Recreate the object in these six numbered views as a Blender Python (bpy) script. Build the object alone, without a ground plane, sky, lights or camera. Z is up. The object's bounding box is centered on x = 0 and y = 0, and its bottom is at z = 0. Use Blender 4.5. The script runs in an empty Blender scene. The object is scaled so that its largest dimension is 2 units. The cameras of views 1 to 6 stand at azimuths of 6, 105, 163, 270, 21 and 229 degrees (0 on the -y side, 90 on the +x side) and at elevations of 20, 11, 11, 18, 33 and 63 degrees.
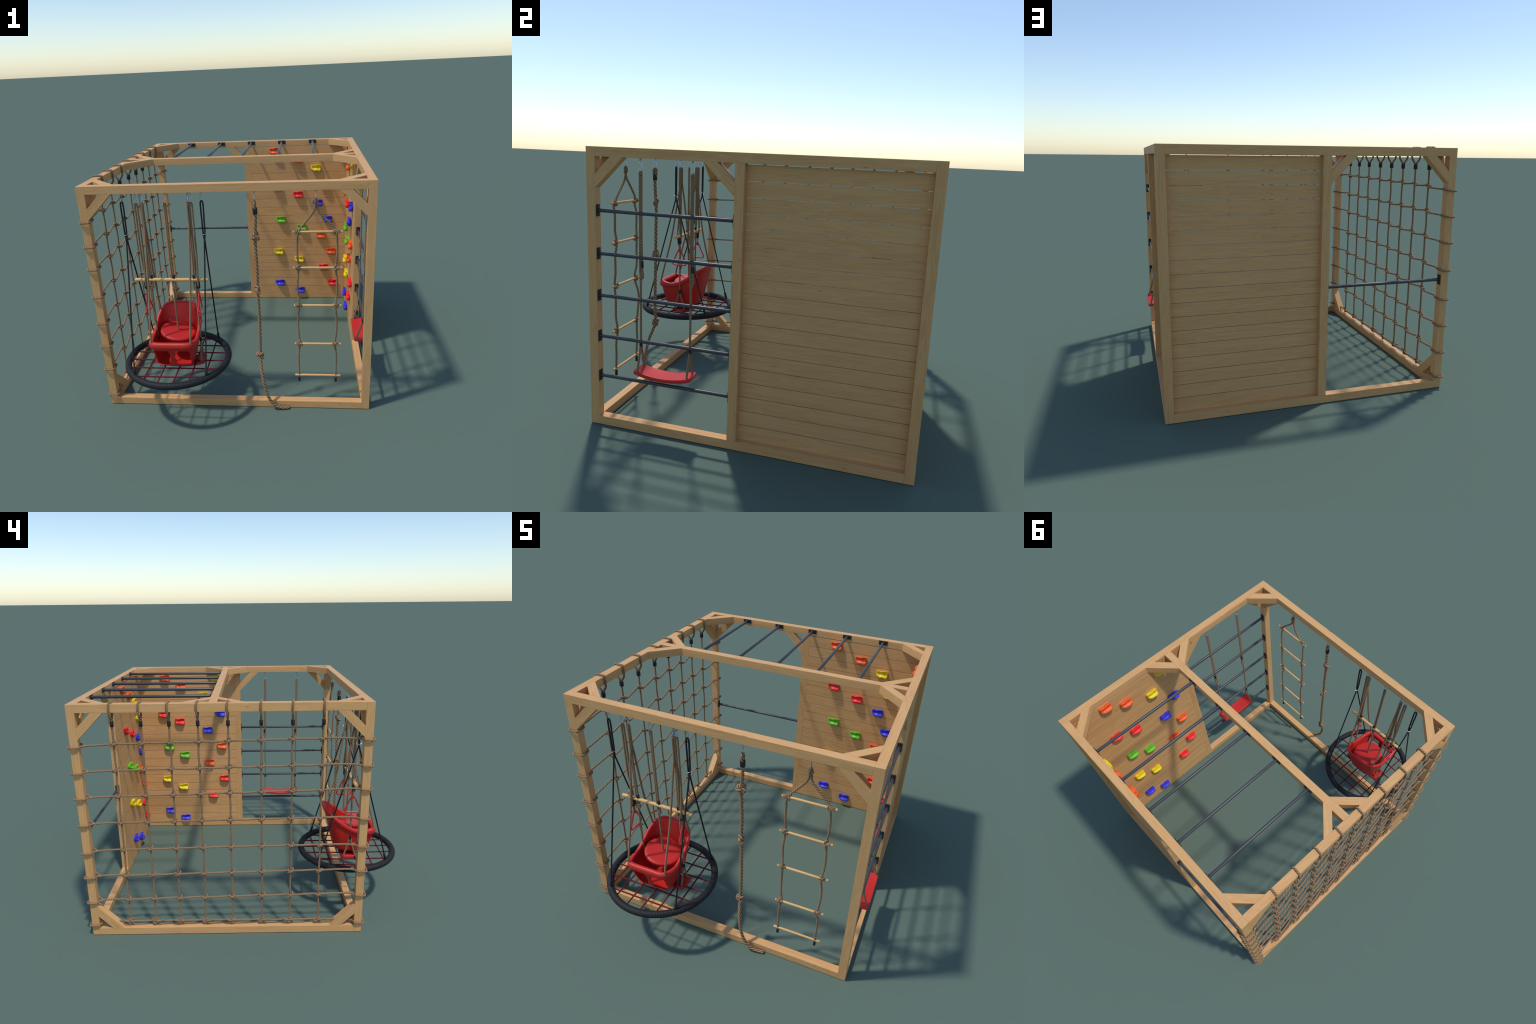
import bpy, bmesh, math, random
import numpy as np
from mathutils import Vector, Matrix

random.seed(7)
RNG = np.random.default_rng(7)

# ------------------------------------------------------------------ frame sizes
XL, XR = -0.8437, 0.829          # outer faces left / right
YF, YB = -0.692, 0.983           # outer faces front / back
H = 1.4545                       # height of the timber frame
W = 0.047                        # timber section
MIDY0, MIDY1 = 0.167, 0.2135     # cross beam carrying the overhead bars
POST_R = (0.0745, 0.1215)        # intermediate post in the right side (y range)
POST_B = (-0.0795, -0.0325)      # intermediate post in the back side (x range)

# ------------------------------------------------------------------ helpers
def link(ob, parent=None):
    bpy.context.scene.collection.objects.link(ob)
    if parent is not None:
        ob.parent = parent
    return ob

def empty(name, parent=None, loc=(0, 0, 0)):
    e = bpy.data.objects.new(name, None)
    e.empty_display_size = 0.05
    e.location = loc
    return link(e, parent)

def mesh_from(name, verts, faces, mats, smooth=True, mat_idx=None):
    me = bpy.data.meshes.new(name)
    verts = np.asarray(verts, dtype=np.float32)
    if isinstance(faces, np.ndarray):
        n, k = faces.shape
        me.vertices.add(len(verts)); me.vertices.foreach_set("co", verts.ravel())
        me.loops.add(n * k); me.loops.foreach_set("vertex_index", faces.astype(np.int32).ravel())
        me.polygons.add(n)
        me.polygons.foreach_set("loop_start", np.arange(0, n * k, k, dtype=np.int32))
        me.update(calc_edges=True)
    else:
        me.from_pydata([tuple(map(float, v)) for v in verts], [], faces)
        me.update()
    for m in mats:
        me.materials.append(m)
    me.polygons.foreach_set("use_smooth", np.full(len(me.polygons), smooth))
    if mat_idx is not None:
        me.polygons.foreach_set("material_index", np.asarray(mat_idx, dtype=np.int32))
    me.update()
    return me

def add(name, me, parent, loc=(0, 0, 0), mat=None):
    ob = bpy.data.objects.new(name, me)
    if mat is not None:
        ob.matrix_local = mat
    else:
        ob.location = loc
    return link(ob, parent)

def apply_mods(ob):
    dg = bpy.context.evaluated_depsgraph_get()
    me = bpy.data.meshes.new_from_object(ob.evaluated_get(dg), depsgraph=dg)
    old = ob.data
    ob.modifiers.clear()
    ob.data = me
    bpy.data.meshes.remove(old)
    return me

# ------------------------------------------------------------------ materials
def new_mat(name, rough=0.5, spec=0.5):
    m = bpy.data.materials.new(name)
    m.use_nodes = True
    b = m.node_tree.nodes["Principled BSDF"]
    b.inputs["Roughness"].default_value = rough
    b.inputs["Specular IOR Level"].default_value = spec
    return m, m.node_tree, b

def plain(name, col, rough=0.45, spec=0.5, metallic=0.0, vary=0.08, scale=40, bump=0.0):
    m, nt, b = new_mat(name, rough, spec)
    b.inputs["Metallic"].default_value = metallic
    tc = nt.nodes.new("ShaderNodeTexCoord")
    nz = nt.nodes.new("ShaderNodeTexNoise")
    nz.inputs["Scale"].default_value = scale
    nz.inputs["Detail"].default_value = 4
    nt.links.new(tc.outputs["Object"], nz.inputs["Vector"])
    rp = nt.nodes.new("ShaderNodeValToRGB")
    rp.color_ramp.elements[0].position = 0.3
    rp.color_ramp.elements[1].position = 0.7
    rp.color_ramp.elements[0].color = tuple(c * (1 - vary) for c in col) + (1,)
    rp.color_ramp.elements[1].color = tuple(min(1, c * (1 + vary)) for c in col) + (1,)
    nt.links.new(nz.outputs["Fac"], rp.inputs["Fac"])
    nt.links.new(rp.outputs["Color"], b.inputs["Base Color"])
    if bump:
        bp = nt.nodes.new("ShaderNodeBump")
        bp.inputs["Strength"].default_value = bump
        bp.inputs["Distance"].default_value = 0.001
        nt.links.new(nz.outputs["Fac"], bp.inputs["Height"])
        nt.links.new(bp.outputs["Normal"], b.inputs["Normal"])
    return m

def wood_mat(name, light, mid, dark, fine=1.0):
    """Grain runs along the local X axis of every board."""
    m, nt, b = new_mat(name, 0.55, 0.3)
    N, L = nt.nodes.new, nt.links.new
    tc = N("ShaderNodeTexCoord")
    oi = N("ShaderNodeObjectInfo")
    mul = N("ShaderNodeVectorMath"); mul.operation = 'SCALE'
    cx = N("ShaderNodeCombineXYZ")
    L(oi.outputs["Random"], cx.inputs[0]); L(oi.outputs["Random"], cx.inputs[1]); L(oi.outputs["Random"], cx.inputs[2])
    L(cx.outputs[0], mul.inputs[0]); mul.inputs["Scale"].default_value = 37.0
    addv = N("ShaderNodeVectorMath"); addv.operation = 'ADD'
    L(tc.outputs["Object"], addv.inputs[0]); L(mul.outputs[0], addv.inputs[1])
    # broad figure: distorted bands stretched along the board
    mp1 = N("ShaderNodeMapping"); mp1.inputs["Scale"].default_value = (2.2, 26, 26)
    L(addv.outputs[0], mp1.inputs["Vector"])
    n1 = N("ShaderNodeTexNoise"); n1.inputs["Scale"].default_value = 1.0; n1.inputs["Detail"].default_value = 3
    n1.inputs["Distortion"].default_value = 0.6
    L(mp1.outputs[0], n1.inputs["Vector"])
    # growth lines out of the broad figure
    ml = N("ShaderNodeMath"); ml.operation = 'MULTIPLY'; ml.inputs[1].default_value = 46.0
    L(n1.outputs["Fac"], ml.inputs[0])
    sn = N("ShaderNodeMath"); sn.operation = 'SINE'; L(ml.outputs[0], sn.inputs[0])
    # fine fibre
    mp2 = N("ShaderNodeMapping"); mp2.inputs["Scale"].default_value = (9, 330, 330)
    L(addv.outputs[0], mp2.inputs["Vector"])
    n2 = N("ShaderNodeTexNoise"); n2.inputs["Scale"].default_value = fine; n2.inputs["Detail"].default_value = 3
    L(mp2.outputs[0], n2.inputs["Vector"])
    # combine
    a1 = N("ShaderNodeMath"); a1.operation = 'MULTIPLY_ADD'; a1.inputs[1].default_value = 0.085; a1.inputs[2].default_value = 0.0
    L(sn.outputs[0], a1.inputs[0])
    a2 = N("ShaderNodeMath"); a2.operation = 'MULTIPLY_ADD'; a2.inputs[1].default_value = 0.55
    L(n2.outputs["Fac"], a2.inputs[0]); L(a1.outputs[0], a2.inputs[2])
    a3 = N("ShaderNodeMath"); a3.operation = 'MULTIPLY_ADD'; a3.inputs[1].default_value = 0.45
    L(n1.outputs["Fac"], a3.inputs[0]); L(a2.outputs[0], a3.inputs[2])
    a4 = N("ShaderNodeMath"); a4.operation = 'MULTIPLY_ADD'; a4.inputs[1].default_value = 0.10
    L(oi.outputs["Random"], a4.inputs[0]); L(a3.outputs[0], a4.inputs[2])
    rp = N("ShaderNodeValToRGB")
    e = rp.color_ramp.elements
    e[0].position = 0.30; e[0].color = dark + (1,)
    e[1].position = 0.78; e[1].color = light + (1,)
    k = e.new(0.52); k.color = mid + (1,)
    L(a4.outputs[0], rp.inputs["Fac"])
    # small knots
    mp3 = N("ShaderNodeMapping"); mp3.inputs["Scale"].default_value = (5, 16, 16)
    L(addv.outputs[0], mp3.inputs["Vector"])
    vo = N("ShaderNodeTexVoronoi"); vo.inputs["Scale"].default_value = 1.0
    L(mp3.outputs[0], vo.inputs["Vector"])
    kr = N("ShaderNodeValToRGB")
    kr.color_ramp.elements[0].position = 0.02; kr.color_ramp.elements[0].color = (0.45, 0.45, 0.45, 1)
    kr.color_ramp.elements[1].position = 0.075; kr.color_ramp.elements[1].color = (1, 1, 1, 1)
    L(vo.outputs["Distance"], kr.inputs["Fac"])
    mx = N("ShaderNodeMix"); mx.data_type = 'RGBA'; mx.blend_type = 'MULTIPLY'; mx.inputs[0].default_value = 0.6
    L(rp.outputs["Color"], mx.inputs[6]); L(kr.outputs["Color"], mx.inputs[7])
    L(mx.outputs[2], b.inputs["Base Color"])
    bp = N("ShaderNodeBump"); bp.inputs["Strength"].default_value = 0.12; bp.inputs["Distance"].default_value = 0.0006
    L(n2.outputs["Fac"], bp.inputs["Height"]); L(bp.outputs["Normal"], b.inputs["Normal"])
    return m

WOOD = wood_mat("pale_timber", (0.660, 0.376, 0.160), (0.612, 0.336, 0.135), (0.540, 0.282, 0.105))
DOWEL = wood_mat("dowel_wood", (0.72, 0.43, 0.17), (0.66, 0.38, 0.145), (0.58, 0.32, 0.115))
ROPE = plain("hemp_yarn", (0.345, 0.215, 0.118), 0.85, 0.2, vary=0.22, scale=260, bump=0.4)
ROPE_D = plain("hemp_groove_dark", (0.100, 0.062, 0.035), 0.9, 0.1, vary=0.25, scale=260)
STEEL_D = plain("anthracite_steel", (0.046, 0.048, 0.055), 0.40, 0.5, vary=0.06, scale=30)
PLATE = plain("black_plate", (0.018, 0.020, 0.025), 0.45, 0.4, vary=0.1, scale=60)
ZINC = plain("zinc_steel", (0.55, 0.60, 0.70), 0.25, 0.5, metallic=0.9, vary=0.05)
SLEEVE = plain("black_rubber_sleeve", (0.012, 0.014, 0.017), 0.55, 0.4, vary=0.1)
CORD = plain("black_cord", (0.010, 0.011, 0.013), 0.6, 0.35, vary=0.2, scale=300)
RUBBER = plain("black_ring_padding", (0.0125, 0.0135, 0.016), 0.65, 0.3, vary=0.15, scale=200, bump=0.2)
NETRED = plain("dark_red_cord", (0.17, 0.010, 0.016), 0.7, 0.3, vary=0.2, scale=300)
NETRED_D = plain("dark_red_cord_shade", (0.06, 0.004, 0.009), 0.8, 0.2, vary=0.2, scale=300)
PLASTIC = plain("red_plastic", (0.53, 0.020, 0.015), 0.45, 0.4, vary=0.03, scale=20)
RINGRED = plain("red_ring_plastic", (0.62, 0.028, 0.030), 0.36, 0.5, vary=0.03)
BOLT = plain("bolt_hole", (0.03, 0.03, 0.035), 0.6, 0.3)
HOLD = {
    'O': plain("orange_resin", (0.86, 0.115, 0.020), 0.5, 0.4, vary=0.05, scale=60),
    'Y': plain("yellow_resin", (0.80, 0.62, 0.010), 0.5, 0.4, vary=0.05, scale=60),
    'R': plain("red_resin", (0.85, 0.022, 0.024), 0.5, 0.4, vary=0.05, scale=60),
    'B': plain("blue_resin", (0.040, 0.040, 0.66), 0.5, 0.4, vary=0.05, scale=60),
    'G': plain("green_resin", (0.13, 0.50, 0.020), 0.5, 0.4, vary=0.05, scale=60),
}

# ------------------------------------------------------------------ root
ROOT = empty("playground_climbing_frame")
ROOT["label"] = "wooden cube climbing frame with cargo net, climbing wall and swings"
ROOT["category"] = "playground equipment"

# ------------------------------------------------------------------ timber
def box_mesh(name, lx, ly, lz, mat, bev=0.0012):
    bm = bmesh.new()
    bmesh.ops.create_cube(bm, size=1.0)
    bmesh.ops.scale(bm, vec=(lx, ly, lz), verts=bm.verts)
    if bev:
        bmesh.ops.bevel(bm, geom=list(bm.edges), offset=bev, segments=2, affect='EDGES', profile=0.5)
    me = bpy.data.meshes.new(name)
    bm.to_mesh(me); bm.free()
    me.materials.append(mat)
    return me

def board(name, lo, hi, axis, parent=ROOT, bev=0.0012, mat=WOOD):
    """Axis-aligned board whose local X runs along `axis`."""
    lo, hi = Vector(lo), Vector(hi)
    c, d = (lo + hi) / 2, hi - lo
    if axis == 'x':
        R, s = Matrix.Identity(3), (d.x, d.y, d.z)
    elif axis == 'y':
        R, s = Matrix(((0, -1, 0), (1, 0, 0), (0, 0, 1))), (d.y, d.x, d.z)
    else:
        R, s = Matrix(((0, 0, 1), (0, 1, 0), (-1, 0, 0))), (d.z, d.y, d.x)
    me = box_mesh(name, *s, mat, bev)
    return add(name, me, parent, mat=Matrix.Translation(c) @ R.to_4x4())

xi0, xi1, yi0, yi1 = XL + W, XR - W, YF + W, YB - W     # inner faces
for x0 in (XL, xi1):
    for y0 in (YF, yi1):
        board("post", (x0, y0, 0), (x0 + W, y0 + W, H), 'z')
board("post", (xi1, POST_R[0], W), (XR, POST_R[1], H - W), 'z')
board("post", (POST_B[0], yi1, W), (POST_B[1], YB, H - W), 'z')
for z0 in (0, H - W):
    for y0 in (YF, yi1):
        board("beam", (xi0, y0, z0), (xi1, y0 + W, z0 + W), 'x')
    for x0 in (XL, xi1):
        board("beam", (x0, yi0, z0), (x0 + W, yi1, z0 + W), 'y')
board("beam", (xi0, MIDY0, H - W), (xi1, MIDY1, H), 'x')

def brace(corner, da, db, near=0.0838, far=0.1508, depth=W):
    """45-degree brace across an inner corner: da, db are unit directions of the
    two timbers leaving the corner; the brace is centred on the corner's plane."""
    c, da, db = Vector(corner), Vector(da), Vector(db)
    n = da.cross(db).normalized()
    ex = (db - da).normalized(); ey = (da + db).normalized()
    quad = [c + da * near, c + da * far, c + db * far, c + db * near]
    o = sum(quad, Vector()) / 4
    M = Matrix.Translation(o) @ Matrix((ex, ey, ex.cross(ey))).transposed().to_4x4()
    Mi = M.inverted()
    bm = bmesh.new()
    lo = [bm.verts.new(Mi @ (q - n * depth / 2)) for q in quad]
    hi = [bm.verts.new(Mi @ (q + n * depth / 2)) for q in quad]
    bm.faces.new(lo[::-1]); bm.faces.new(hi)
    for i in range(4):
        j = (i + 1) % 4
        bm.faces.new((lo[i], lo[j], hi[j], hi[i]))
    bmesh.ops.recalc_face_normals(bm, faces=bm.faces)
    me = bpy.data.meshes.new("brace"); bm.to_mesh(me); bm.free()
    me.materials.append(WOOD)
    return add("brace", me, ROOT, mat=M)

zt, zb, h = H - W, W, W / 2
X, Y, Z = (1, 0, 0), (0, 1, 0), (0, 0, 1)
def neg(v): return tuple(-a for a in v)
# horizontal braces in the top frame
for cx, sx in ((xi0, X), (xi1, neg(X))):
    brace((cx, yi0, H - h), sx, Y)
    brace((cx, yi1, H - h), sx, neg(Y))
    brace((cx, MIDY0, H - h), sx, neg(Y))
    brace((cx, MIDY1, H - h), sx, Y)
# upright braces: front, left, right, back
brace((xi0, YF + h, zt), X, neg(Z)); brace((xi1, YF + h, zt), neg(X), neg(Z))
brace((XL + h, yi0, zt), Y, neg(Z)); brace((XL + h, yi1, zt), neg(Y), neg(Z))
brace((XL + h, yi0, zb), Y, Z);      brace((XL + h, yi1, zb), neg(Y), Z)
brace((XR - h, yi0, zt), Y, neg(Z)); brace((XR - h, POST_R[0], zt), neg(Y), neg(Z))
brace((xi0, YB - h, zt), X, neg(Z)); brace((POST_B[0], YB - h, zt), neg(X), neg(Z))

# climbing wall planks, flush with the inner faces of the frame
P_Z0, P_PITCH, P_N, P_GAP, P_T = 0.0492, 0.07525, 18, 0.0030, 0.0135
for k in range(P_N):
    z0, z1 = P_Z0 + k * P_PITCH + P_GAP / 2, P_Z0 + (k + 1) * P_PITCH - P_GAP / 2
    if k == 0:
        z0 = W
    board("plank", (POST_B[1], yi1, z0), (xi1, yi1 + P_T, z1), 'x', bev=0.0007)
    board("plank", (xi1, POST_R[1], z0), (xi1 + P_T, yi1, z1), 'y', bev=0.0007)

# ------------------------------------------------------------------ curves -> tubes
def catmull(pts, step, closed=False):
    P = np.asarray(pts, float)
    n = len(P)
    if n == 2 and not closed:
        m = max(2, int(np.linalg.norm(P[1] - P[0]) / step) + 1)
        t = np.linspace(0, 1, m)[:, None]
        return P[0] * (1 - t) + P[1] * t
    out = []
    segs = n if closed else n - 1
    for i in range(segs):
        if closed:
            a, b, c, d = P[(i - 1) % n], P[i], P[(i + 1) % n], P[(i + 2) % n]
        else:
            b, c = P[i], P[i + 1]
            a = P[i - 1] if i > 0 else 2 * b - c
            d = P[i + 2] if i + 2 < n else 2 * c - b
        # centripetal tangents
        d1 = max(np.linalg.norm(b - a), 1e-6) ** .5; d2 = max(np.linalg.norm(c - b), 1e-6) ** .5; d3 = max(np.linalg.norm(d - c), 1e-6) ** .5
        m1 = (c - b) + d2 * ((b - a) / d1 - (c - a) / (d1 + d2))
        m2 = (c - b) + d2 * ((d - c) / d3 - (d - b) / (d2 + d3))
        L = max(np.linalg.norm(c - b), 1e-6)
        m = max(1, int(math.ceil(L / step)))
        t = np.arange(m)[:, None] / m
        out.append((2*t**3-3*t**2+1)*b + (t**3-2*t**2+t)*m1 + (-2*t**3+3*t**2)*c + (t**3-t**2)*m2)
    if not closed:
        out.append(P[-1:])
    return np.concatenate(out)

def frames(C, closed=False):
    n = len(C)
    T = np.empty_like(C)
    if closed:
        T = np.roll(C, -1, 0) - np.roll(C, 1, 0)
    else:
        T[1:-1] = C[2:] - C[:-2]; T[0] = C[1] - C[0]; T[-1] = C[-1] - C[-2]
    T /= np.maximum(np.linalg.norm(T, axis=1, keepdims=True), 1e-9)
    ref = np.array([0, 0, 1.0]) if abs(T[0][2]) < 0.9 else np.array([0, 1.0, 0])
    u = np.cross(T[0], ref); u /= np.linalg.norm(u)
    U = np.empty_like(C); U[0] = u
    for i in range(1, n):
        u = u - T[i] * (u @ T[i]); u /= max(np.linalg.norm(u), 1e-9); U[i] = u
    return T, U, np.cross(T, U)

def tube_data(C, prof, twist, closed=False, cap=True):
    """Sweep the radial profile (radii at equal angles) along C with twist angle per point."""
    n, k = len(C), len(prof)
    T, U, V = frames(C, closed)
    ang = np.linspace(0, 2 * np.pi, k, endpoint=False)[None, :] + twist[:, None]
    verts = C[:, None, :] + prof[None, :, None] * (np.cos(ang)[..., None] * U[:, None, :] + np.sin(ang)[..., None] * V[:, None, :])
    verts = verts.reshape(-1, 3)
    i = np.arange(n if closed else n - 1)[:, None]; j = np.arange(k)[None, :]
    i2 = (i + 1) % n; j2 = (j + 1) % k
    q = np.stack([i * k + j, i * k + j2, i2 * k + j2, i2 * k + j], -1).reshape(-1, 4)
    col = np.broadcast_to(j, (len(i), k)).reshape(-1)
    if cap and not closed:      # pinch the ends to a point
        verts = np.concatenate([verts, C[:1], C[-1:]])
        a, b = n * k, n * k + 1
        jj = np.arange(0, k - 1, 2)
        e0 = np.stack([np.full_like(jj, a), (jj + 2) % k, jj + 1, jj], -1)
        e1 = np.stack([np.full_like(jj, b), (n - 1) * k + jj, (n - 1) * k + jj + 1, (n - 1) * k + (jj + 2) % k], -1)
        q = np.concatenate([q, e0, e1]); col = np.concatenate([col, np.full(2 * len(jj), 2)])
    return verts, q, col

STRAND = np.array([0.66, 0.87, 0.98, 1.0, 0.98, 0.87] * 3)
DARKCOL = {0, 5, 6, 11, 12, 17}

def rope_mesh(name, pts, r, mats=None, stripe=None, closed=False):
    """Three-strand laid rope: a trefoil section that twists along the path."""
    stripe = stripe or r * 2.45
    pitch = 3 * stripe
    step = pitch / 15
    C = catmull(pts, step, closed)
    seg = np.linalg.norm(np.diff(C, axis=0), axis=1)
    s = np.concatenate([[0], np.cumsum(seg)])
    tw = -s / pitch * 2 * np.pi
    if closed:
        tot = s[-1] + np.linalg.norm(C[-1] - C[0])
        turns = max(1, round(tot / pitch * 3)) / 3
        tw = -s / tot * turns * 2 * np.pi
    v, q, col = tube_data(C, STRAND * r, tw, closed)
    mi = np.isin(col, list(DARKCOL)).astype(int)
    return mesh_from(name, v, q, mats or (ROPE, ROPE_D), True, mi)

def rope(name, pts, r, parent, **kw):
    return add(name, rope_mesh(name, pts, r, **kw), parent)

def tube_mesh(name, pts, r, mat, step=0.006, closed=False, k=12):
    C = catmull(pts, step, closed)
    v, q, col = tube_data(C, np.full(k, r), np.zeros(len(C)), closed)
    return mesh_from(name, v, q, (mat,), True)

def tube(name, pts, r, mat, parent, **kw):
    return add(name, tube_mesh(name, pts, r, mat, **kw), parent)

def rod_mesh(name, length, r, mat, bev=0.0015, seg=24):
    """Cylinder along local X with rounded ends, centred."""
    prof = [(-length/2, 0), (-length/2, r - bev), (-length/2 + bev*.3, r - bev*.3), (-length/2 + bev, r), (length/2 - bev, r), (length/2 - bev*.3, r - bev*.3), (length/2, r - bev), (length/2, 0)]
    verts, faces = [], []
    for x, rr in prof:
        for j in range(seg):
            a = 2 * math.pi * j / seg
            verts.append((x, rr * math.cos(a), rr * math.sin(a)))
    for i in range(len(prof) - 1):
        for j in range(seg):
            j2 = (j + 1) % seg
            faces.append((i*seg+j, (i+1)*seg+j, (i+1)*seg+j2, i*seg+j2))
    me = mesh_from(name, verts, faces, (mat,), True)
    bm = bmesh.new(); bm.from_mesh(me)
    bmesh.ops.remove_doubles(bm, verts=bm.verts, dist=1e-6)
    bmesh.ops.recalc_face_normals(bm, faces=bm.faces)
    bm.to_mesh(me); bm.free()
    return me

def rod(name, a, b, r, mat, parent, **kw):
    a, b = Vector(a), Vector(b)
    me = rod_mesh(name, (b - a).length, r, mat, **kw)
    q = Vector((1, 0, 0)).rotation_difference((b - a).normalized())
    return add(name, me, parent, mat=Matrix.Translation((a + b) / 2) @ q.to_matrix().to_4x4())

def sleeve(a, b, r, parent):
    return rod("sleeve", a, b, r, SLEEVE, parent, bev=0.0025, seg=18)

# ------------------------------------------------------------------ steel bars with mounting plates
PLATE_ME = {}
def plate_mesh():
    """Flat mounting plate: long side local X, thickness local Z (base at z=0), two bolt heads."""
    bm = bmesh.new()
    bmesh.ops.create_cube(bm, size=1.0)
    bmesh.ops.scale(bm, vec=(0.060, 0.0285, 0.004), verts=bm.verts)
    bmesh.ops.translate(bm, vec=(0, 0, 0.002), verts=bm.verts)
    bmesh.ops.bevel(bm, geom=list(bm.edges), offset=0.0008, segments=1, affect='EDGES')
    for sx in (-0.022, 0.022):
        r = bmesh.ops.create_cone(bm, cap_ends=True, segments=10, radius1=0.0045, radius2=0.0035, depth=0.003)
        bmesh.ops.translate(bm, vec=(sx, 0, 0.0052), verts=r["verts"])
    r = bmesh.ops.create_cone(bm, cap_ends=True, segments=20, radius1=0.0115, radius2=0.0100, depth=0.010)
    bmesh.ops.translate(bm, vec=(0, 0, 0.007), verts=r["verts"])
    me = bpy.data.meshes.new("mounting_plate"); bm.to_mesh(me); bm.free()
    me.materials.append(PLATE)
    return me
PLATE_ME = plate_mesh()

def steel_bar(name, a, b, long_dir, r=0.0093):
    a, b, long_dir = Vector(a), Vector(b), Vector(long_dir)
    bar = rod(name, a, b, r, STEEL_D, ROOT)
    q = Vector((1, 0, 0)).rotation_difference((b - a).normalized())
    inv = (Matrix.Translation((a + b) / 2) @ q.to_matrix().to_4x4()).inverted()
    for p, n in ((a, (b - a).normalized()), (b, (a - b).normalized())):
        M = Matrix((long_dir, n.cross(long_dir), n)).transposed().to_4x4()
        add("mounting_plate", PLATE_ME, bar, mat=inv @ Matrix.Translation(p) @ M)
    return bar

for k in range(5):
    x = -0.5285 + 0.2565 * k
    steel_bar("overhead_bar", (x, MIDY1, 1.4395), (x, yi1, 1.4395), X)
for z in (1.1440, 0.9262, 0.7085, 0.4902, 0.2722):
    steel_bar("ladder_bar", (0.809, yi0, z), (0.809, POST_R[0], z), Z)
steel_bar("pull_up_bar", (xi0, 0.961, 0.686), (POST_B[0], 0.961, 0.686), Z)

# ------------------------------------------------------------------ climbing holds
def hold_mesh(col):
    """Jug hold: a plate bulging from the wall with a dish scooped into the upper half of its
    front, open towards one end.  local X = along the wall, Y = out of the wall, Z = up."""
    nu, k = 44, 52
    #        depth, height share, dish share
    prof0 = [(-.001, -.78, 0), (.010, -1.0, 0), (.023, -.97, 0), (.0310, -.74, 0), (.0325, -.42, .10), (.0310, -.06, .75), (.0300, .30, 1.0),
             (.0300, .62, .80), (.0290, .88, .25), (.0250, 1.0, 0), (.0170, .90, 0), (.0090, .84, 0), (-.001, .70, 0)]
    us = [-1, -.85, -.60, -.30, .05, .35, .65, .85, 1]
    top = [.0180, .0265, .0268, .0232, .0275, .0310, .0305, .0280, .0220]
    bot = [.0020, .0110, .0215, .0285, .0245, .0268, .0322, .0310, .0220]
    uu = np.sin(np.linspace(-1, 1, nu + 1) * math.pi / 2)
    T = catmull([(a, b, 0) for a, b in zip(us, top)], .02); B = catmull([(a, b, 0) for a, b in zip(us, bot)], .02)
    verts = []
    for u in uu:
        tp, bt = float(np.interp(u, T[:, 0], T[:, 1])), float(np.interp(u, B[:, 0], B[:, 1]))
        end = max(0.0, 1 - abs(u) ** 6) ** .5
        dish = .0165 * min(1, max(0, (u + .90) / .55)) ** 1.2
        bow = 1.0 + .10 * u + .06 * math.cos(4 * u)
        P = []
        for d, sh, di in prof0:
            z = (tp if sh > 0 else bt) * sh
            dd = d * bow * (.45 + .55 * end) - dish * di * (.35 + .65 * end) if d > 0 else d
            P.append((-u * .0413, dd, z))
        C = catmull(P, .0025)
        seg = np.concatenate([[0], np.cumsum(np.linalg.norm(np.diff(C, axis=0), axis=1))])
        t = np.linspace(0, seg[-1], k)
        verts.append(np.stack([np.interp(t, seg, C[:, a]) for a in range(3)], -1))
    V = np.concatenate(verts)
    i = np.arange(nu)[:, None]; j = np.arange(k - 1)[None, :]
    q = np.stack([i*k+j, (i+1)*k+j, (i+1)*k+j+1, i*k+j+1], -1).reshape(-1, 4)
    faces = [tuple(map(int, f)) for f in q]
    faces.append(tuple(range(k))); faces.append(tuple(nu * k + a for a in range(k - 1, -1, -1)))
    me = mesh_from("climbing_hold", V, faces, (col, BOLT), True)
    bm = bmesh.new(); bm.from_mesh(me)
    bmesh.ops.recalc_face_normals(bm, faces=bm.faces)
    for bx, bz, rb in ((.0290, .0120, .0022), (-.0170, .0080, .0030)):
        near = np.hypot(V[:, 0] - bx, V[:, 2] - bz) < .004
        by = float(V[near, 1].max()) if near.any() else .02
        r = bmesh.ops.create_cone(bm, cap_ends=True, segments=10, radius1=rb, radius2=rb * .85, depth=.004)
        bmesh.ops.rotate(bm, verts=r["verts"], cent=(0, 0, 0), matrix=Matrix.Rotation(math.radians(-90), 3, 'X'))
        bmesh.ops.translate(bm, verts=r["verts"], vec=(bx, by - .0018, bz))
        for f in {f for v in r["verts"] for f in v.link_faces}:
            f.material_index = 1
    bm.to_mesh(me); bm.free()
    return me

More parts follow.
